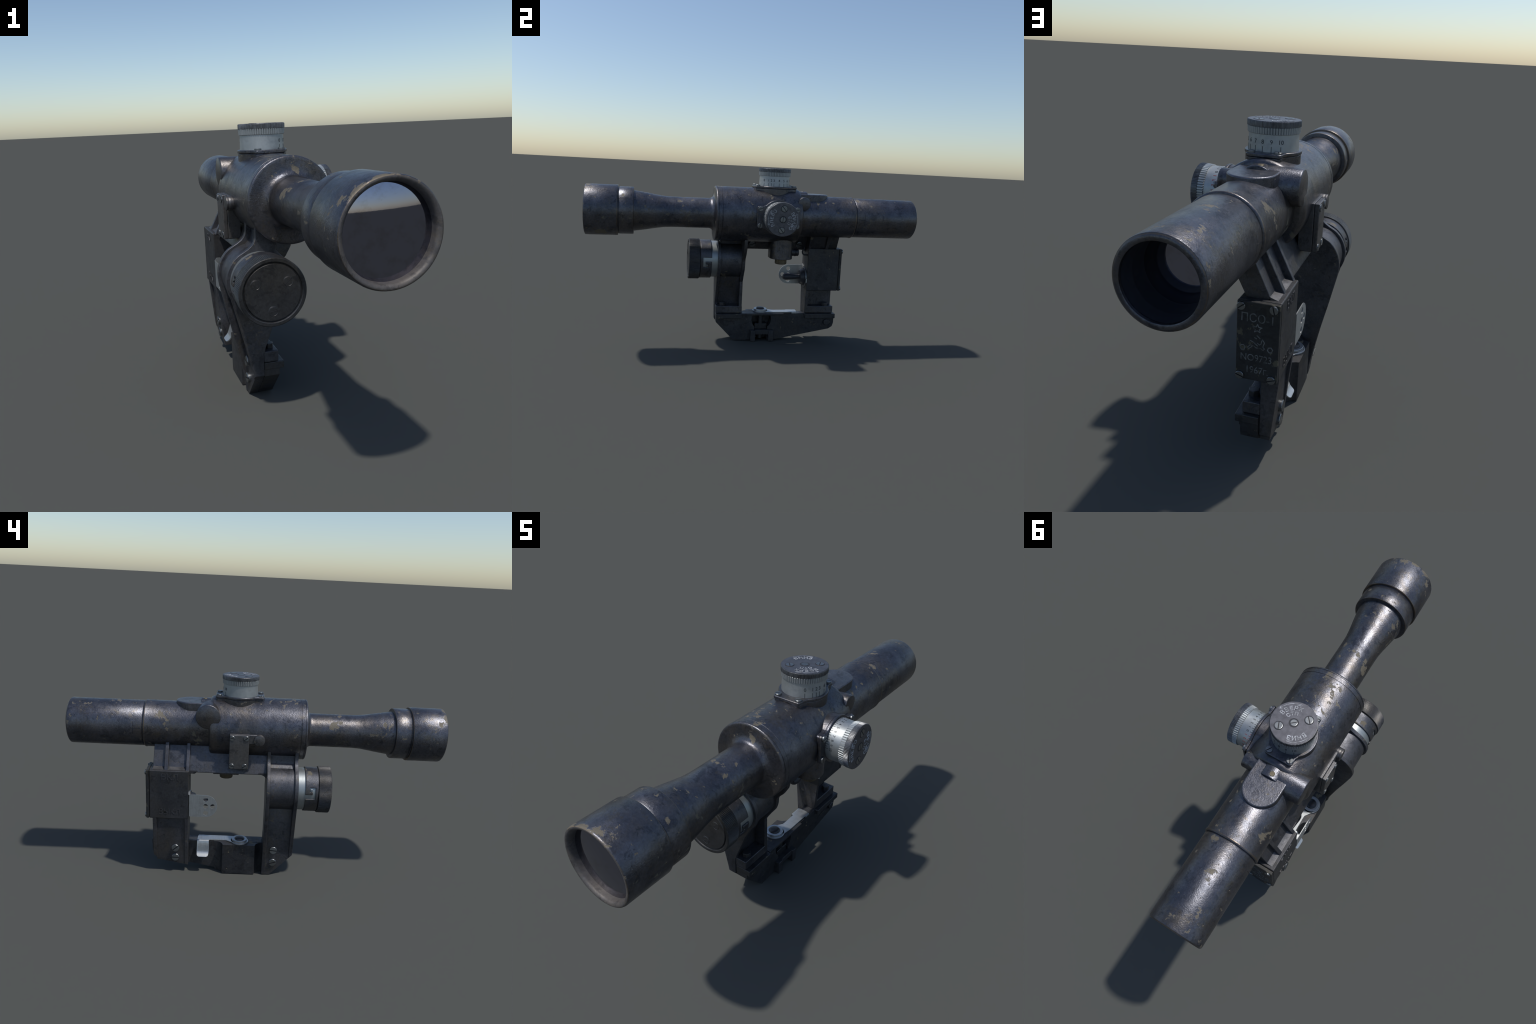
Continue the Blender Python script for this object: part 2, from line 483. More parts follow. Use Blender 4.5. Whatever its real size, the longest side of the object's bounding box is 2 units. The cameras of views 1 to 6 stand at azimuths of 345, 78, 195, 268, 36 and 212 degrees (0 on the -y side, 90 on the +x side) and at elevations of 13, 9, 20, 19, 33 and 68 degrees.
def drum_assembly(kind, M, long_dir, cap_turn, scale_marks, mats, boss_drop, lift=0.0):
    """drum in a local frame: origin on the optical axis, local z outward, local x is angle zero"""
    def place(bm):
        bm.transform(M)
        return bm
    d = lambda *v: (M.to_3x3() @ Vector(v)).normalized()
    p = lambda *v: M @ Vector(v)
    # flanged seat: four screw ears and a round middle
    def seat_outline(k):
        hx, hy, rr, c = 0.0645 - k, 0.1285 - k, 0.1035 - k, 0.012
        a = math.degrees(math.asin(min(1, 0.087 / rr)))
        o = []
        a = math.degrees(math.acos(hx / rr)) - 4
        quarter = arc(0, 0, rr, 0, a, 8) + [(hx + 0.004, rr * sin(radians(a)) + 0.007), (hx, rr * sin(radians(a)) + 0.016)] + \
                  [(hx - c + c * cos(t), hy - c + c * sin(t)) for t in (radians(q) for q in (0, 22, 45, 68, 90))]
        o += quarter
        o += [(-x, y) for x, y in reversed(quarter)]
        o += [(-x, -y) for x, y in quarter[1:]]
        o += [(x, -y) for x, y in reversed(quarter[1:])]
        o = o[:-1] if (Vector(o[0]) - Vector(o[-1])).length < 1e-5 else o
        clean = [o[0]]
        for q in o[1:]:
            if (Vector(q) - Vector(clean[-1])).length > 1e-5:
                clean.append(q)
        if long_dir == "x":
            clean = [(y, -x) for x, y in clean]
        return clean
    top = 0.1775
    seat = obj(kind + "_seat", place(prism(seat_outline(0.0), "z", top - 0.0140, top)), M_BODY, bevel=0.004, seg=3)
    obj("seat_boss", place(prism(seat_outline(0.003), "z", boss_drop, top - 0.0135)), M_BODY, seat, bevel=0.003, seg=2)
    for i, (sx, sy) in enumerate(((1, 1), (1, -1), (-1, 1), (-1, -1))):
        lx, ly = (0.049 * sx, 0.110 * sy) if long_dir == "y" else (0.110 * sx, 0.049 * sy)
        ang = random.uniform(0, pi)
        screw(seat, p(lx, ly, top + 0.001), d(0, 0, 1), 0.0145, d(cos(ang), sin(ang), 0), 0.62)
    # graduated drum
    drum = obj(kind + "_drum", place(lathe([(0.165, 0.0), (0.165, 0.0925), (0.2355, 0.0902), (0.2375, 0.0902), (0.2385, 0.0), ], "z", seg=96)), mats[0], sharp=40)
    obj("pale_knurl", place(lathe([(0.2370, 0.0), (0.2370, 0.0925), (0.2385, 0.0948), (0.2600, 0.0965), (0.2612, 0.0950), (0.2612, 0.0)], "z", seg=248, mod=knurl(0.0030, (3,)))), mats[0], drum, sharp=25)
    obj("dark_knurl", place(lathe([(0.2605, 0.0), (0.2605, 0.0960), (0.2615, 0.0974), (0.2795 + lift, 0.0974), (0.2812 + lift, 0.0962), (0.2816 + lift, 0.0945), (0.2816 + lift, 0.0)], "z", seg=440, mod=knurl(0.0018, (2, 3)))), mats[1], drum, sharp=25)
    face = obj("face_disc", place(lathe([(0.2800 + lift, 0.0), (0.2800 + lift, 0.0946), (0.2822 + lift, 0.0946), (0.2824 + lift, 0.0)], "z", seg=96)), M_FACE, drum, sharp=40)
    for k in (-1, 1):
        q = radians(cap_turn)
        a = q + random.uniform(0.6, 2.4)
        obj("screw_well", place(lathe([(0.2822 + lift, 0.0), (0.2822 + lift, 0.0200), (0.2830 + lift, 0.0192), (0.2830 + lift, 0.0185), (0.2826 + lift, 0.0178), (0.2826 + lift, 0.0)], "z", (0.0615 * k * cos(q), 0.0615 * k * sin(q)), 28)), M_SLOT, drum)
        screw(drum, p(0.0615 * k * cos(q), 0.0615 * k * sin(q), 0.2822 + lift), d(0, 0, 1), 0.0168, d(cos(a), sin(a), 0), 0.16)
    obj("screw_well", place(lathe([(0.2822 + lift, 0.0), (0.2822 + lift, 0.0205), (0.2829 + lift, 0.0200), (0.2829 + lift, 0.0168), (0.2826 + lift, 0.0)], "z", seg=28)), M_SLOT, drum)
    screw(drum, p(0, 0, 0.2822 + lift), d(0, 0, 1), 0.0150, d(cos(radians(cap_turn)), sin(radians(cap_turn)), 0), 0.16)
    # lettering on the face: reads clockwise, letter tops outward
    bm = bmesh.new()
    def word(text, r, centre_deg, size, step):
        for i, ch in enumerate(text):
            t = radians(centre_deg - (i - (len(text) - 1) / 2) * step)
            Mx = M @ frame((r * cos(t), r * sin(t), 0.2828 + lift), (0, 0, 1), (sin(t), -cos(t), 0))
            text_flat(bm, ch, size, Mx, 0.0005)
    td = cap_turn - 92
    word(scale_marks["words"][0], 0.0640, td, 0.0265, 17.5 if len(scale_marks["words"][0]) < 6 else 15.5)
    word(scale_marks["words"][1], 0.0395, td, 0.0220, 24)
    word(scale_marks["words"][2], 0.0655, td + 180, 0.0265, 18)
    # direction arrows outside the words
    for c0, half in ((td, 33), (td + 180, 30)):
        I = M @ Matrix.Translation((0, 0, 0.2827 + lift))
        outer = arc(0, 0, 0.0855, c0 - half, c0 + half * 0.2, 10)
        inner = arc(0, 0, 0.0800, c0 - half, c0 - half * 0.45, 5)
        ribbon(bm, outer, 0.0016, I, 0.0004)
        ribbon(bm, inner, 0.0016, I, 0.0004)
        ribbon(bm, [inner[0], outer[0]], 0.0016, I, 0.0004)
        e = arc(0, 0, 0.0855, c0 + half * 0.2, c0 + half, 10)
        ribbon(bm, e, 0.0016, I, 0.0004)
        tip = e[-1]
        for rr in (0.0905, 0.0795):
            ribbon(bm, [arc(0, 0, rr, c0 + half - 7, c0 + half - 7, 1)[0], tip], 0.0016, I, 0.0004)
    obj("face_lettering", bm, M_WHITE, drum, kind="stuff")
    # scale round the drum
    for mat, marks in scale_marks["scale"]:
        bm = bmesh.new()
        for text, ang, tick0, tick1, size, zc in marks:
            t = radians(ang)
            def wrap(v, base_z, text_dir=1):
                rr = 0.0925 - (v.y + base_z - 0.165) * 0.0326 + 0.0002 + v.z
                a = t + v.x / 0.0915
                return M @ Vector((rr * cos(a), rr * sin(a), v.y + base_z))
            w = 0.0011
            vs = [Vector((x, y, 0.0004)) for x, y in ((-w, tick0), (w, tick0), (w, tick1), (-w, tick1))]
            vs += [Vector((v.x, v.y, -0.0004)) for v in vs]
            add_shape(bm, vs, [(0, 1, 2, 3), (0, 4, 5, 1), (1, 5, 6, 2), (2, 6, 7, 3), (3, 7, 4, 0)], lambda v: wrap(v, 0.0))
            if text:
                gv, gf = glyph(text, size, 0.0004)
                add_shape(bm, gv, gf, lambda v: wrap(v, zc))
        obj("scale_marking", bm, mat, drum, kind="stuff")
    return drum

elev_angles = [-54, -34, -23.5, -13.5, 6, 26, 44, 62, 81, 101, 122]
elev_scale = [(str(i), a, 0.176, 0.197, 0.0205, 0.2115) for i, a in enumerate(elev_angles)]
drum_assembly("elevation", Matrix.Translation((AX + 0.002, TY, AZ)), "y", 41.7,
              {"words": ("ВВЕРХ", "СТП", "ВНИЗ"), "scale": [(M_INK, elev_scale)]}, (M_ALU, M_KNURL), 0.120)
MW = Matrix(((0, 0, 1, AX), (1, 0, 0, TY), (0, 1, 0, AZ + 0.001), (0, 0, 0, 1)))
black = [(str(k), 60 + 12 * k, 0.176, 0.190, 0.0165, 0.2015) for k in range(11)]
red = [(str(k), 60 - 12 * k, 0.176, 0.190, 0.0165, 0.2015) for k in range(1, 11)]
half_b = [("", 66 + 12 * k, 0.176, 0.185, 0.01, 0.2) for k in range(10)]
half_r = [("", 54 - 12 * k, 0.176, 0.185, 0.01, 0.2) for k in range(10)]
drum_assembly("windage", MW, "x", 85.0,
              {"words": ("ВПРАВО", "СТП", "ВЛЕВО"), "scale": [(M_INK, black + half_b), (M_RED, red + half_r)]}, (M_ALU, M_KNURL_SIDE), 0.110, 0.0032)

# =================================================================== 4. under-housing
dplan = [(-0.0580, 0.0905), (-0.0080, 0.0905)] + arc(-0.0080, 0.1615, 0.0710, 270, 450, 28)[1:] + [(-0.0580, 0.2325)]
POT = obj("lower_pot", prism(dplan, "z", 0.5465, 0.7000), M_BODY, bevel=0.003, seg=2)
obj("knurled_foot", lathe([(0.5130, 0.0), (0.5130, 0.0290), (0.5150, 0.0345), (0.5190, 0.0365), (0.5480, 0.0365)], "z", (0.000, 0.161), 160, mod=lambda i, r, s: r - (0.001 if (i % 4) > 1 and r > 0.03 else 0)), M_BRASS, POT, sharp=25)
obj("side_plug", lathe([(0.215, 0.0225), (0.2430, 0.0225), (0.2435, 0.0205), (0.2455, 0.0205), (0.2460, 0.0245), (0.2500, 0.0245), (0.2505, 0.0205), (0.2540, 0.0205), (0.2545, 0.0225), (0.2660, 0.0225), (0.2690, 0.0190), (0.2700, 0.0)], "y", (0.006, 0.588), 32), M_CAP, POT, sharp=30)

# =================================================================== 5. side bracket: front leg with battery drum
def drum_side():     # -x contour of the flange, from the foot to the housing
    return [(-0.1740, 0.0), (-0.1745, 0.10), (-0.1755, 0.135), (-0.1810, 0.160), (-0.2035, 0.2533), (-0.2250, 0.3440)] + \
           arc(CX, CZ, 0.1275, 209, 128, 16) + spline([(-0.2120, 0.6195), (-0.1850, 0.6345), (-0.1640, 0.6500), (-0.1520, 0.6680), (-0.1480, 0.6900), (-0.1480, 0.7300)], 4)
def inner_top():
    return [(0.045, 0.7300), (0.050, 0.6650), (0.0450, 0.6250), (0.0400, 0.6020), (0.0190, 0.5650), (-0.0010, 0.5430), (-0.0100, 0.5300)] + arc(CX, CZ, 0.1275, 2, -26, 8)
front_top = [(-0.060, 0.7300), (-0.0620, 0.6700)] + spline([(-0.0670, 0.6500), (-0.0720, 0.6350), (-0.0700, 0.6260), (-0.0600, 0.6160)], 4) + arc(CX, CZ, 0.1275, 50, -26, 12)
rear_side = [(-0.1740, 0.0), (-0.1748, 0.0400), (-0.1850, 0.0946), (-0.2098, 0.2220), (-0.2384, 0.3510), (-0.2630, 0.4700)] + \
           arc(CX, CZ, 0.1278, 190, 128, 14) + drum_side()[-17:]
front_flange = drum_side() + front_top + [(-0.0500, 0.4240), (-0.0762, 0.3700)] + spline([(-0.0962, 0.3175), (-0.1112, 0.2787), (-0.1230, 0.2480), (-0.1270, 0.2350), (-0.1280, 0.2245)], 3) + [(-0.1345, 0.2200), (-0.1345, 0.0)]
rear_flange = rear_side + inner_top() + [(-0.0500, 0.4240), (-0.0762, 0.3818), (-0.0745, 0.1782), (-0.1345, 0.1782), (-0.1345, 0.0)]

chamfer_pt, chamfer_no = (0, -0.1057, 0.0030), (0, -0.1180, -0.1133)
LEG = bpy.data.objects.new("front_leg", None)
COL.objects.link(LEG); LEG.parent = ROOT
bm = cut(prism(front_flange, "y", -0.2245, -0.2050), chamfer_pt, chamfer_no)
obj("leg_flange", bm, M_CAST, LEG, bevel=0.004, seg=2)
obj("leg_flange", prism(rear_flange, "y", -0.0770, -0.0572), M_CAST, LEG, bevel=0.004, seg=2)
# web: battery barrel, neck and foot panel between the flanges
obj("battery_barrel", lathe([(-0.2065, 0.0), (-0.2065, 0.1160), (-0.0755, 0.1160), (-0.0755, 0.0)], "y", (CX, CZ), 64), M_CAST, LEG, sharp=40)
web = [(-0.1345, 0.0), (-0.1715, 0.0), (-0.1720, 0.135), (-0.1725, 0.1800), (-0.1735, 0.42), (-0.14, 0.50), (-0.06, 0.47), (-0.1345, 0.3000)]
obj("leg_web", cut(prism(web, "y", -0.2065, -0.0755), chamfer_pt, chamfer_no), M_CAST, LEG, sharp=30)
neck = [(-0.1900, 0.600), (-0.1600, 0.6250), (-0.1330, 0.6500), (-0.1260, 0.6750), (-0.1260, 0.7400), (-0.090, 0.7400), (-0.098, 0.6500), (-0.0900, 0.6200), (-0.0500, 0.5500)]
obj("leg_neck", prism(neck, "y", -0.2065, -0.0755), M_CAST, LEG, sharp=30)
SHELF = obj("leg_shelf", box(-0.1350, -0.0745, -0.2218, -0.0560, 0.1785, 0.2245), M_CAST, LEG, bevel=0.004)

def hex_bolt(parent, x, y, z, turn):
    bm = bmesh.new()
    hexa = [(x + 0.0205 * cos(radians(60 * k + turn)), y + 0.0205 * sin(radians(60 * k + turn))) for k in range(6)]
    prism(hexa, "z", z - 0.01, z + 0.0205, bm)
    return obj("hex_bolt", bm, M_CAP, parent, bevel=0.0025)
hex_bolt(LEG, -0.1030, -0.1790, 0.2245, 12)
for z, s in ((0.153, (0, 1, 0.10)), (0.0798, (0, 1, -0.32))):
    screw(LEG, (-0.1735, -0.1175, z), (-1, 0, 0.12 if z > .1 else 0), 0.0215, s, 0.65)

# =================================================================== 6. battery cap
CAPO = obj("battery_cap", lathe([(-0.3320, 0.0), (-0.3320, 0.1215), (-0.3335, 0.1245), (-0.3360, 0.1255), (-0.3955, 0.1255), (-0.3980, 0.1245), (-0.3995, 0.1220),
                                 (-0.3995, 0.1120), (-0.3980, 0.1095), (-0.3945, 0.1082), (-0.3930, 0.1065), (-0.3930, 0.1050), (-0.3965, 0.1035), (-0.3985, 0.1020), (-0.3988, 0.0), ], "y", (CX, CZ), 560,
                                mod=lambda i, r, s: r - (0.0016 if (i % 4) > 1 and r > 0.1250 else 0)), M_CAP, sharp=25)
for x, z, a in ((-0.2027, 0.5491, 1.5), (-0.0840, 0.5499, 0.7), (-0.1419, 0.4469, 0.2)):
    obj("cap_screw", lathe([(-0.3960, 0.0190), (-0.3990, 0.0190), (-0.3998, 0.0176), (-0.3990, 0.0166), (-0.3997, 0.0155), (-0.3999, 0.0)], "y", (x, z), 28), M_CAP, CAPO, sharp=20)
    obj("cap_screw_slot", box(-0.0150, 0.0150, -0.0012, 0.0012, -0.0006, 0.0006), M_SLOT, CAPO).matrix_world = frame((x, -0.4000, z), (0, -1, 0), (cos(a), 0, sin(a)))
obj("sleeve_core", lathe([(-0.3330, 0.1135), (-0.2240, 0.1135)], "y", (CX, CZ), 72), M_RING, CAPO, sharp=60)

# bayonet sleeve with two hooked slots, cut from a fine wrapped grid
bm = bmesh.new()
NA, NY = 240, 18
y0, y1, rs = -0.3300, -0.2620, 0.1195
def in_slot(deg, y):
    f = (y1 - y) / (y1 - y0)
    for base in (0, 180):
        d = (deg - base + 180) % 360 - 180
        if base == 180:
            d = d + 4
        if 0 <= d <= 12 and f < 0.80:
            return True
        if -14 <= d <= 12 and 0.58 < f < 0.80:
            return True
        if -18 <= d <= -8 and 0.36 < f < 0.76:
            return True
    return False
grid = {}
for i in range(NA):
    t = 2 * pi * i / NA
    for j in range(NY + 1):
        grid[i, j] = bm.verts.new((CX + rs * cos(t), y0 + (y1 - y0) * j / NY, CZ + rs * sin(t)))
for i in range(NA):
    for j in range(NY):
        if not in_slot((i + 0.5) * 360 / NA, y0 + (y1 - y0) * (j + 0.5) / NY):
            k = (i + 1) % NA
            bm.faces.new((grid[i, j], grid[i, j + 1], grid[k, j + 1], grid[k, j]))
for v in [v for v in bm.verts if not v.link_faces]:
    bm.verts.remove(v)
SLV = obj("bayonet_sleeve", bm, M_CAST, CAPO, sharp=60)
sol = SLV.modifiers.new("wall", "SOLIDIFY")
sol.thickness = 0.006
sol.offset = -1.0
obj("sleeve_lip", lathe([(-0.3300, 0.1130), (-0.3300, 0.1185), (-0.3330, 0.1170), (-0.3340, 0.1130)], "y", (CX, CZ), 72), M_BLACK, CAPO)
for t in (radians(-12), radians(164)):
    pin = lathe([(0.105, 0.0), (0.105, 0.0065), (0.1205, 0.0065), (0.1215, 0.0050), (0.1215, 0.0)], "z", seg=20)
    pin.transform(frame((CX, -0.292, CZ), (cos(t), 0, sin(t)), (0, 1, 0)))
    obj("bayonet_pin", pin, M_SCREW, CAPO, sharp=30)

# =================================================================== 7. bridge and rear leg
def slant(off):     # x of the sloping wall at height z, off = distance out from the wall
    return lambda z: -0.159 + (z - 0.604) * 0.497 - off
wall = [(-0.1600, 0.598), (-0.1040, 0.7150), (-0.0800, 0.7600), (0.010, 0.7500), (-0.026, 0.7000), (-0.0780, 0.598)]
REAR = bpy.data.objects.new("rear_leg", None)
COL.objects.link(REAR); REAR.parent = ROOT
obj("pedestal_wall", prism(wall, "y", 0.3550, 0.5450), M_CAST, REAR, bevel=0.003)
for a, b in ((0.3515, 0.3700), (0.4640, 0.4840)):
    rib = [(-0.1870, 0.5960), (-0.1270, 0.7150), (-0.100, 0.7700), (0.040, 0.7500), (-0.010, 0.7000), (-0.0610, 0.5980)]
    obj("pedestal_rib", prism(rib, "y", a, b), M_CAST, REAR, bevel=0.003)
# sloping ledges at the wall's foot
for a, b in ((0.3695, 0.4645), (0.4835, 0.5450)):
    obj("pedestal_ledge", prism([(-0.1900, 0.6000), (-0.1560, 0.6110), (-0.1500, 0.6150), (-0.1500, 0.5950), (-0.1900, 0.5950)], "y", a, b), M_BASE, REAR)
bridge = [(-0.1670, 0.5915), (-0.1640, 0.6000), (-0.1080, 0.7100), (-0.080, 0.7700), (0.010, 0.7500), (-0.0560, 0.7200), (-0.0850, 0.6900), (-0.1370, 0.5838), (-0.1434, 0.5828)]
BRG = obj("bridge", prism(bridge, "y", -0.0700, 0.3600), M_CAST, bevel=0.003)
# rounded inside corner where the bridge meets the front leg and the box
for yc, sgn in ((-0.0600, 1), (0.3560, -1)):
    ry, rz = 0.046, 0.034
    fil = [(yc - sgn * 0.004, 0.600), (yc - sgn * 0.004, 0.5925 - rz)] + [(yc + sgn * (ry - ry * cos(t)), 0.5925 - rz + rz * sin(t)) for t in [radians(10 * k) for k in range(10)]] + [(yc + sgn * ry, 0.600)]
    obj("corner_fillet", prism(fil, "x", -0.1662, -0.1350), M_CAST, BRG, sharp=30)
for y, z, ang in ((-0.0126, 0.6265, 0.4), (0.2945, 0.6285, -0.3)):
    screw(BRG, (-0.1160, y + 0.009, z - 0.006), (1, 0, -0.5), 0.0215, (0, cos(ang), sin(ang)), 0.6)

leg_x = lambda z: -0.1735 - (z - 0.083) * (0.0199 / 0.223)
bot_pt, bot_no = (0, 0.355, 0.0405), (0, 0.19, -1.0)
rear_out = [(-0.1345, 0.0), (leg_x(0.0), 0.0), (leg_x(0.34), 0.340), (-0.1345, 0.340)]
ff = [(-0.1345, 0.0), (leg_x(0.0), 0.0), (leg_x(0.34), 0.340), (-0.0660, 0.340), (-0.0745, 0.1785), (-0.1345, 0.1785)]
obj("leg_flange", cut(prism(ff, "y", 0.3550, 0.3740), bot_pt, bot_no), M_CAST, REAR, bevel=0.003)
bm = prism(rear_out, "y", 0.5240, 0.5450)
cut(bm, bot_pt, bot_no); cut(bm, (0, 0.545, 0.103), (0, 1, -1.05))
obj("leg_flange", bm, M_CAST, REAR, bevel=0.003)
webr = [(-0.1345, 0.0), (leg_x(0.0) + 0.004, 0.0), (leg_x(0.12) + 0.004, 0.12), (leg_x(0.34) + 0.016, 0.340), (-0.1345, 0.340)]
obj("leg_web", cut(prism(webr, "y", 0.3730, 0.5250), bot_pt, bot_no), M_CAST, REAR, sharp=30)
obj("leg_shelf", box(-0.1350, -0.0735, 0.3560, 0.5450, 0.1785, 0.2240), M_CAST, REAR, bevel=0.004)
hex_bolt(REAR, -0.0985, 0.4950, 0.2240, 40)
for z, s in ((0.149, (0, 1, -0.8)), (0.0901, (0, 1, 0.02))):
    screw(REAR, (leg_x(z) + 0.003, 0.4235, z), (-1, 0, 0.08), 0.0215, s, 0.65)

# =================================================================== 8. switch box
BOX = obj("switch_box", box(-0.1965, -0.0580, 0.3535, 0.5610, 0.3305, 0.6035), M_BOX, bevel=0.005, seg=3)
PLT = obj("box_cover", box(-0.1965, -0.0580, 0.5620, 0.5790, 0.3305, 0.6035), M_PLATE, BOX, bevel=0.004, seg=2)
for x, z, s in ((-0.0724, 0.5865, (1, 0, -0.8)), (-0.1769, 0.5870, (0.25, 0, 1)), (-0.0727, 0.3448, (1, 0, 0.35)), (-0.1777, 0.3448, (1, 0, -0.35))):
    screw(BOX, (x, 0.5780, z), (0, 1, 0), 0.0142, s, 0.75)
bm = bmesh.new()
FACE = lambda x, z: frame((x, 0.5794, z), (0, 1, 0), (-1, 0, 0))
text_flat(bm, "ПСО-1", 0.040, FACE(-0.1270, 0.5490), sx=0.92, bold=0.0)
text_flat(bm, "NO9723", 0.034, FACE(-0.1255, 0.4120), sx=0.86, bold=0.0)
text_flat(bm, "1967г.", 0.034, FACE(-0.1290, 0.3690), sx=0.86, bold=0.0)
G = frame((0, 0.5794, 0), (0, 1, 0), (-1, 0, 0))
star = []
for k in range(10):
    r = 0.0150 if k % 2 == 0 else 0.0068
    star.append((0.1265 + r * sin(pi * k / 5), 0.5170 + r * cos(pi * k / 5)))
ribbon(bm, star, 0.0030, G, closed=True)
for cx, cz in ((0.0800, 0.4450), (0.1700, 0.4500)):
    ribbon(bm, [(cx + 0.0085 * cos(radians(60 * k + 10)), cz + 0.0095 * sin(radians(60 * k + 10))) for k in range(6)], 0.0030, G, closed=True)
for line in ([(0.0965, 0.4480), (0.1000, 0.4430), (0.1070, 0.4490), (0.1140, 0.4570), (0.1070, 0.4580), (0.0965, 0.4480)],
             [(0.1140, 0.4570), (0.1250, 0.4500), (0.1390, 0.4510), (0.1475, 0.4455), (0.1515, 0.4510), (0.1460, 0.4570), (0.1510, 0.4720), (0.1440, 0.4820)],
             [(0.1420, 0.4780), (0.1405, 0.4670), (0.1350, 0.4620), (0.1285, 0.4670)],
             [(0.1040, 0.4730), (0.1130, 0.4700), (0.1300, 0.4570)],
             [(0.1260, 0.4930), (0.1365, 0.4840)], [(0.1180, 0.4850), (0.1250, 0.4820)]):
    ribbon(bm, line, 0.0030, G)
obj("cover_lettering", bm, M_GREY, BOX, kind="stuff")
bm = bmesh.new()
SIDE = lambda y, z: frame((-0.1968, y, z), (-1, 0, 0), (0, -1, 0))
text_flat(bm, "ВКЛ", 0.046, SIDE(0.4530, 0.5680), 0.0012, bold=0.0)
text_flat(bm, "ВЫКЛ", 0.046, SIDE(0.4540, 0.3700), 0.0012, sx=0.88, bold=0.0)
obj("switch_lettering", bm, M_CAST, BOX, kind="stuff")

# toggle switch on the inner face
TOG = obj("toggle_switch", lathe([(0.3520, 0.0), (0.3520, 0.0600), (0.3450, 0.0600), (0.3440, 0.0520), (0.3280, 0.0490), (0.3200, 0.0430), (0.3190, 0.0360), (0.3200, 0.0160), (0.3150, 0.0145), (0.27, 0.0190),
                                  (0.2400, 0.0222), (0.2250, 0.0210), (0.2130, 0.0150), (0.2100, 0.0070), (0.2095, 0.0)], "y", (-0.128, 0.4080), 40), M_RUBBER, sharp=40)
obj("switch_washer", lathe([(0.3475, 0.0), (0.3475, 0.0635), (0.3520, 0.0635), (0.3530, 0.0)], "y", (-0.128, 0.4080), 48), M_SHEET, TOG, sharp=40)
obj("washer_tab", box(-0.0700, -0.0545, 0.3475, 0.3530, 0.3830, 0.4080), M_SHEET, TOG)
# perforated guard plate
c = bpy.data.curves.new("guard", "CURVE")
c.dimensions = "2D"
c.fill_mode = "BOTH"
c.extrude = 0.0018
def loop(pts):
    s = c.splines.new("POLY")
    s.points.add(len(pts) - 1)
    for q, (a, b) in zip(s.points, pts):
        q.co = (a, b, 0, 1)
    s.use_cyclic_u = True
loop([(0.3520, 0.4740)] + arc(0.2615, 0.4115, 0.0625, 90, 270, 28) + [(0.3520, 0.3490)])
for y, z in ((0.2610, 0.4493), (0.2230, 0.4110), (0.2610, 0.4105), (0.2605, 0.3715)):
    loop(arc(y, z, 0.0130, 0, 345, 23))
o = bpy.data.objects.new("guard", c)
COL.objects.link(o)
me = bpy.data.meshes.new_from_object(o.evaluated_get(bpy.context.evaluated_depsgraph_get()))
bpy.data.objects.remove(o)
me.transform(Matrix(((0, 0, 1, -0.1942), (1, 0, 0, 0), (0, 1, 0, 0), (0, 0, 0, 1))))
me.name = "switch_guard"
GUA = obj("switch_guard", me, M_SHEET, sharp=30)
foot = [(-0.1960, 0.3490), (-0.1500, 0.3490), (-0.1500, 0.4740), (-0.1700, 0.4870), (-0.1860, 0.4870), (-0.1960, 0.4740)]
obj("guard_foot", prism(foot, "y", 0.3490, 0.3525), M_SHEET, GUA)
# wire loop at the box corner
path = [(-0.085, 0.365, 0.562), (-0.085, 0.352, 0.559)] + [(-0.085, 0.3360 + 0.0150 * cos(t), 0.5780 + 0.0190 * sin(t)) for t in [radians(290 - 30 * k) for k in range(7)]] + [(-0.085, 0.330, 0.610)]
cu = bpy.data.curves.new("wire", "CURVE")
cu.dimensions = "3D"
cu.bevel_depth = 0.0050
cu.bevel_resolution = 3
sp = cu.splines.new("POLY")
sp.points.add(len(path) - 1)
for q, v in zip(sp.points, path):
    q.co = (*v, 1)
o = bpy.data.objects.new("wire", cu)
COL.objects.link(o)
me = bpy.data.meshes.new_from_object(o.evaluated_get(bpy.context.evaluated_depsgraph_get()))
bpy.data.objects.remove(o)
obj("lamp_wire", me, M_RUBBER, sharp=60)

# =================================================================== 9. clamp plate on the housing side
BRK = obj("side_clamp", box(-0.1900, -0.1350, 0.0425, 0.1450, 0.6310, 0.8160), M_BASE, bevel=0.004)
obj("clamp_cover", box(-0.2085, -0.1895, 0.0428, 0.1447, 0.6315, 0.8155), M_BASE, BRK, bevel=0.004, seg=2)
ear = [(0.0600, 0.7634), (-0.0130, 0.7634)] + arc(-0.0130, 0.7893, 0.0259, 270, 90, 12)[1:] + [(0.0600, 0.8152)]
obj("clamp_ear", prism(ear, "x", -0.1900, -0.1450), M_BASE, BRK, bevel=0.005, seg=3)
obj("ear_button", lathe([(-0.2080, 0.0), (-0.2080, 0.0262), (-0.2070, 0.0280), (-0.2045, 0.0288), (-0.1980, 0.0280), (-0.1970, 0.0288), (-0.1880, 0.0288), (-0.18, 0.0288)], "x", (-0.0100, 0.7885), 36), M_BASE, BRK, sharp=40)
for y, z, s in ((0.1300, 0.7985, (0, 1, 0.22)), (0.0575, 0.7985, (0, 1, -0.9)), (0.1297, 0.6485, (0, 1, 0.3)), (0.0622, 0.6495, (0, 1, -0.55))):
    screw(BRK, (-0.2065, y, z), (-1, 0, 0), 0.0140, s, 0.62)

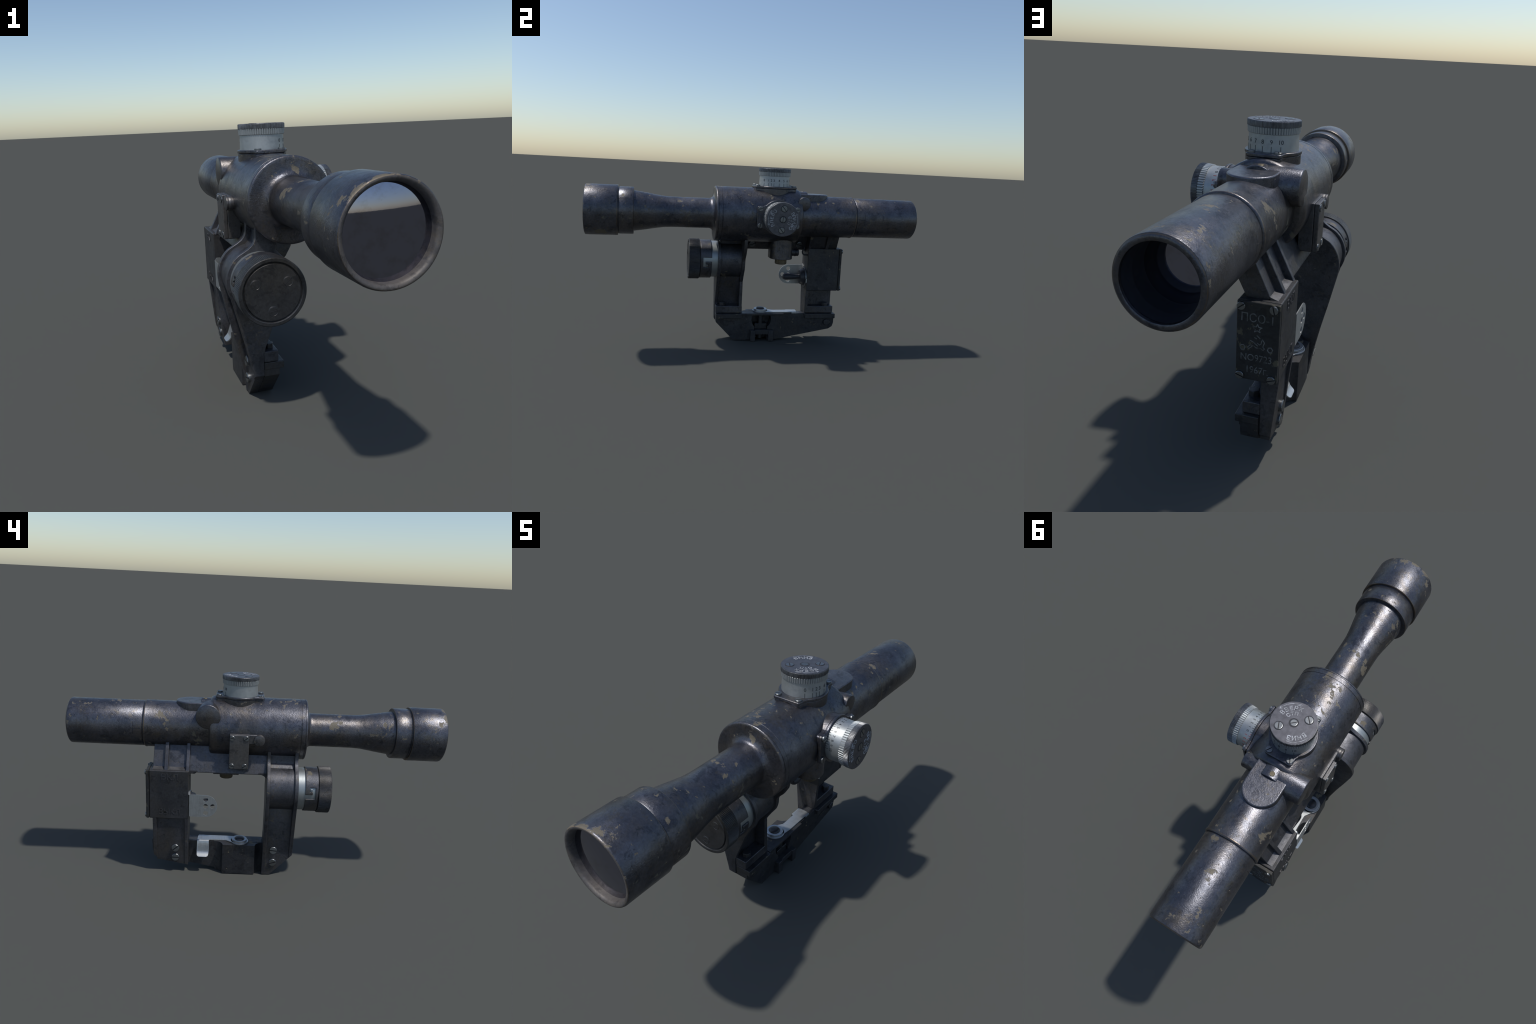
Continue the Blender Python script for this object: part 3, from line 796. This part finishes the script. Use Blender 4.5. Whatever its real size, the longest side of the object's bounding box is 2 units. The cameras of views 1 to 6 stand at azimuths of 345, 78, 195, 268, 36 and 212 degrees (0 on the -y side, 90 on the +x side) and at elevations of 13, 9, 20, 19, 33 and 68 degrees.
# =================================================================== 10. rail foot
keyhole = [(0.0290, 0.0030), (0.0290, 0.0900)] + arc(0.0725, 0.1370, 0.0640, 227, 153, 8) + arc(0.0725, 0.1370, 0.0640, 27, -47, 8) + [(0.1130, 0.0900), (0.1130, 0.0030)]
rail = [(-0.2190, 0.1765), (-0.2190, 0.1210), (-0.1057, 0.0030)] + keyhole + [(0.1570, 0.0035), (0.5232, 0.0735), (0.5475, 0.0895), (0.5555, 0.1145), (0.5560, 0.1765)]
RAIL = obj("rail_foot", prism(rail, "x", -0.1335, -0.0718), M_BOX, bevel=0.0025)
obj("rail_strip", box(-0.1340, -0.0597, -0.0560, 0.2160, 0.1660, 0.1790), M_BOX, RAIL, bevel=0.002)
obj("rail_lip", box(-0.1330, -0.0525, -0.2218, -0.0565, 0.1475, 0.1772), M_BOX, RAIL, bevel=0.003)
obj("rail_lip", box(-0.1330, -0.0525, 0.3560, 0.5580, 0.1475, 0.1772), M_BOX, RAIL, bevel=0.003)
# clamp block with hollow-ground sides on the far side of the rail
plan = [(-0.1330, -0.0560)] + arc(-0.1775, -0.0560, 0.0415, 0, 88, 8) + [(-0.1775, -0.0145), (-0.1775, 0.1610)] + arc(-0.1775, 0.2090, 0.0440, 272, 360, 8) + [(-0.1330, 0.2090)]
BLK = obj("clamp_block", prism(plan, "z", 0.0005, 0.1775), M_BOX, RAIL, bevel=0.003)
LOCK = obj("rail_lock", box(-0.0900, -0.0500, 0.0300, 0.1200, 0.0430, 0.0735), M_BOX, bevel=0.002)
for a, b in ((0.0020, 0.0330), (0.1180, 0.1500)):
    obj("lock_claw", box(-0.0730, -0.0450, a, b, 0.0, 0.0707), M_BOX, LOCK, bevel=0.0025)
obj("lock_post", lathe([(0.012, 0.0), (0.012, 0.0190), (0.0430, 0.0190), (0.0430, 0.0160), (0.170, 0.0160), (0.170, 0.0)], "z", (-0.0960, 0.0700), 28), M_CAP, LOCK)
obj("lock_slide", box(-0.1250, -0.0800, 0.0310, 0.1110, 0.0740, 0.1080), M_CAP, LOCK, bevel=0.003)
for y, z in ((-0.1683, 0.1209), (-0.0988, 0.0646), (0.4030, 0.0905), (0.4477, 0.1174)):
    obj("rail_rivet", lathe([(-0.0730, 0.0160), (-0.0712, 0.0160), (-0.0710, 0.0140), (-0.0714, 0.0132), (-0.0712, 0.0)], "x", (y, z), 24), M_BOX, RAIL, sharp=20)
obj("rail_stud", lathe([(-0.0730, 0.0195), (-0.0580, 0.0195), (-0.0560, 0.0175), (-0.0555, 0.0)], "x", (0.5048, 0.1194), 28), M_CAP, RAIL, sharp=40)

# =================================================================== 11. locking lever
px, py = -0.1280, 0.0720
LEV = obj("locking_lever", lathe([(0.1770, 0.0), (0.1770, 0.0470), (0.1785, 0.0490), (0.1840, 0.0490), (0.1855, 0.0475), (0.1855, 0.0425), (0.1950, 0.0420), (0.1965, 0.0405), (0.1965, 0.0290), (0.1950, 0.0275), (0.1950, 0.0)], "z", (px, py), 56), M_SHEET, sharp=35)
obj("lever_button", lathe([(0.1900, 0.0270), (0.1975, 0.0270), (0.2020, 0.0245), (0.2055, 0.0180), (0.2070, 0.0090), (0.2072, 0.0)], "z", (px, py), 40), M_CAP, LEV, sharp=50)
arm = [(-0.0835, 0.0850), (-0.0790, 0.1250), (-0.0770, 0.1450), (-0.0770, 0.2920), (-0.0800, 0.3000), (-0.0870, 0.3055), (-0.1380, 0.3075), (-0.1380, 0.2410), (-0.1310, 0.2395), (-0.1295, 0.1600), (-0.1310, 0.1470), (-0.1580, 0.1070), (-0.1650, 0.0900), (-0.13, 0.075)]
obj("lever_arm", prism(arm, "z", 0.1795, 0.1855), M_SHEET, LEV, bevel=0.0012)
obj("lever_lip", prism([(-0.0770, 0.1855), (-0.0735, 0.1840), (-0.0720, 0.1690), (-0.0745, 0.1690), (-0.0760, 0.1790), (-0.0800, 0.1800)], "y", 0.2700, 0.3020), M_SHEET, LEV)
# thumb tab: bent down over the block side, ridged face, round tip curled outward
path = [(-0.1360, 0.1850)] + arc(-0.1365, 0.1755, 0.0095, 90, 165, 4)[1:] + [(-0.1490, 0.1640), (-0.1530, 0.1500), (-0.1580, 0.1350), (-0.1630, 0.1230), (-0.1690, 0.1150), (-0.1750, 0.1100), (-0.1800, 0.1065), (-0.1825, 0.1045), (-0.1840, 0.1020)]
half = [0.0325] * 8 + [0.0325, 0.0322, 0.0312, 0.0290, 0.0255, 0.0195]
half = half[:len(path)]
bm = bmesh.new()
rows = []
for k, ((x, z), w) in enumerate(zip(path, half)):
    a, b = Vector(path[max(k - 1, 0)]), Vector(path[min(k + 1, len(path) - 1)])
    t = (b - a).normalized()
    nx, nz = t.y * 0.0048, -t.x * 0.0048        # towards the block
    q = [(x, 0.2745 - w, z), (x, 0.2745 + w, z), (x - nx, 0.2745 + w, z - nz), (x - nx, 0.2745 - w, z - nz)]
    rows.append([bm.verts.new(p) for p in q])
for a, b in zip(rows, rows[1:]):
    for k in range(4):
        bm.faces.new((a[k], a[(k + 1) % 4], b[(k + 1) % 4], b[k]))
bm.faces.new(rows[0]); bm.faces.new(rows[-1])
obj("lever_tab", bm, M_SHEET, LEV, sharp=40)
bm = bmesh.new()
for k in range(12):
    t = k / 11
    x, z = -0.1482 - 0.0135 * t, 0.1650 - 0.0390 * t
    prism([(x - 0.0009, z - 0.0011), (x - 0.0009, z + 0.0009), (x + 0.003, z + 0.0012), (x + 0.003, z - 0.0012)], "y", 0.2445, 0.3045, bm)
obj("tab_ridges", bm, M_SHEET, LEV, kind="stuff")

# each leg's own solid carries its flanges, shelf and fasteners
for group, name in ((LEG, "front_leg"), (REAR, "rear_leg")):
    kids = [o for o in bpy.data.objects if o.parent == group]
    core = next(o for o in kids if o.name.startswith("leg_web"))
    core.parent = ROOT
    for k in kids:
        if k is not core:
            k.parent = core
    bpy.data.objects.remove(group)
    core.name = name
    core.data.name = name
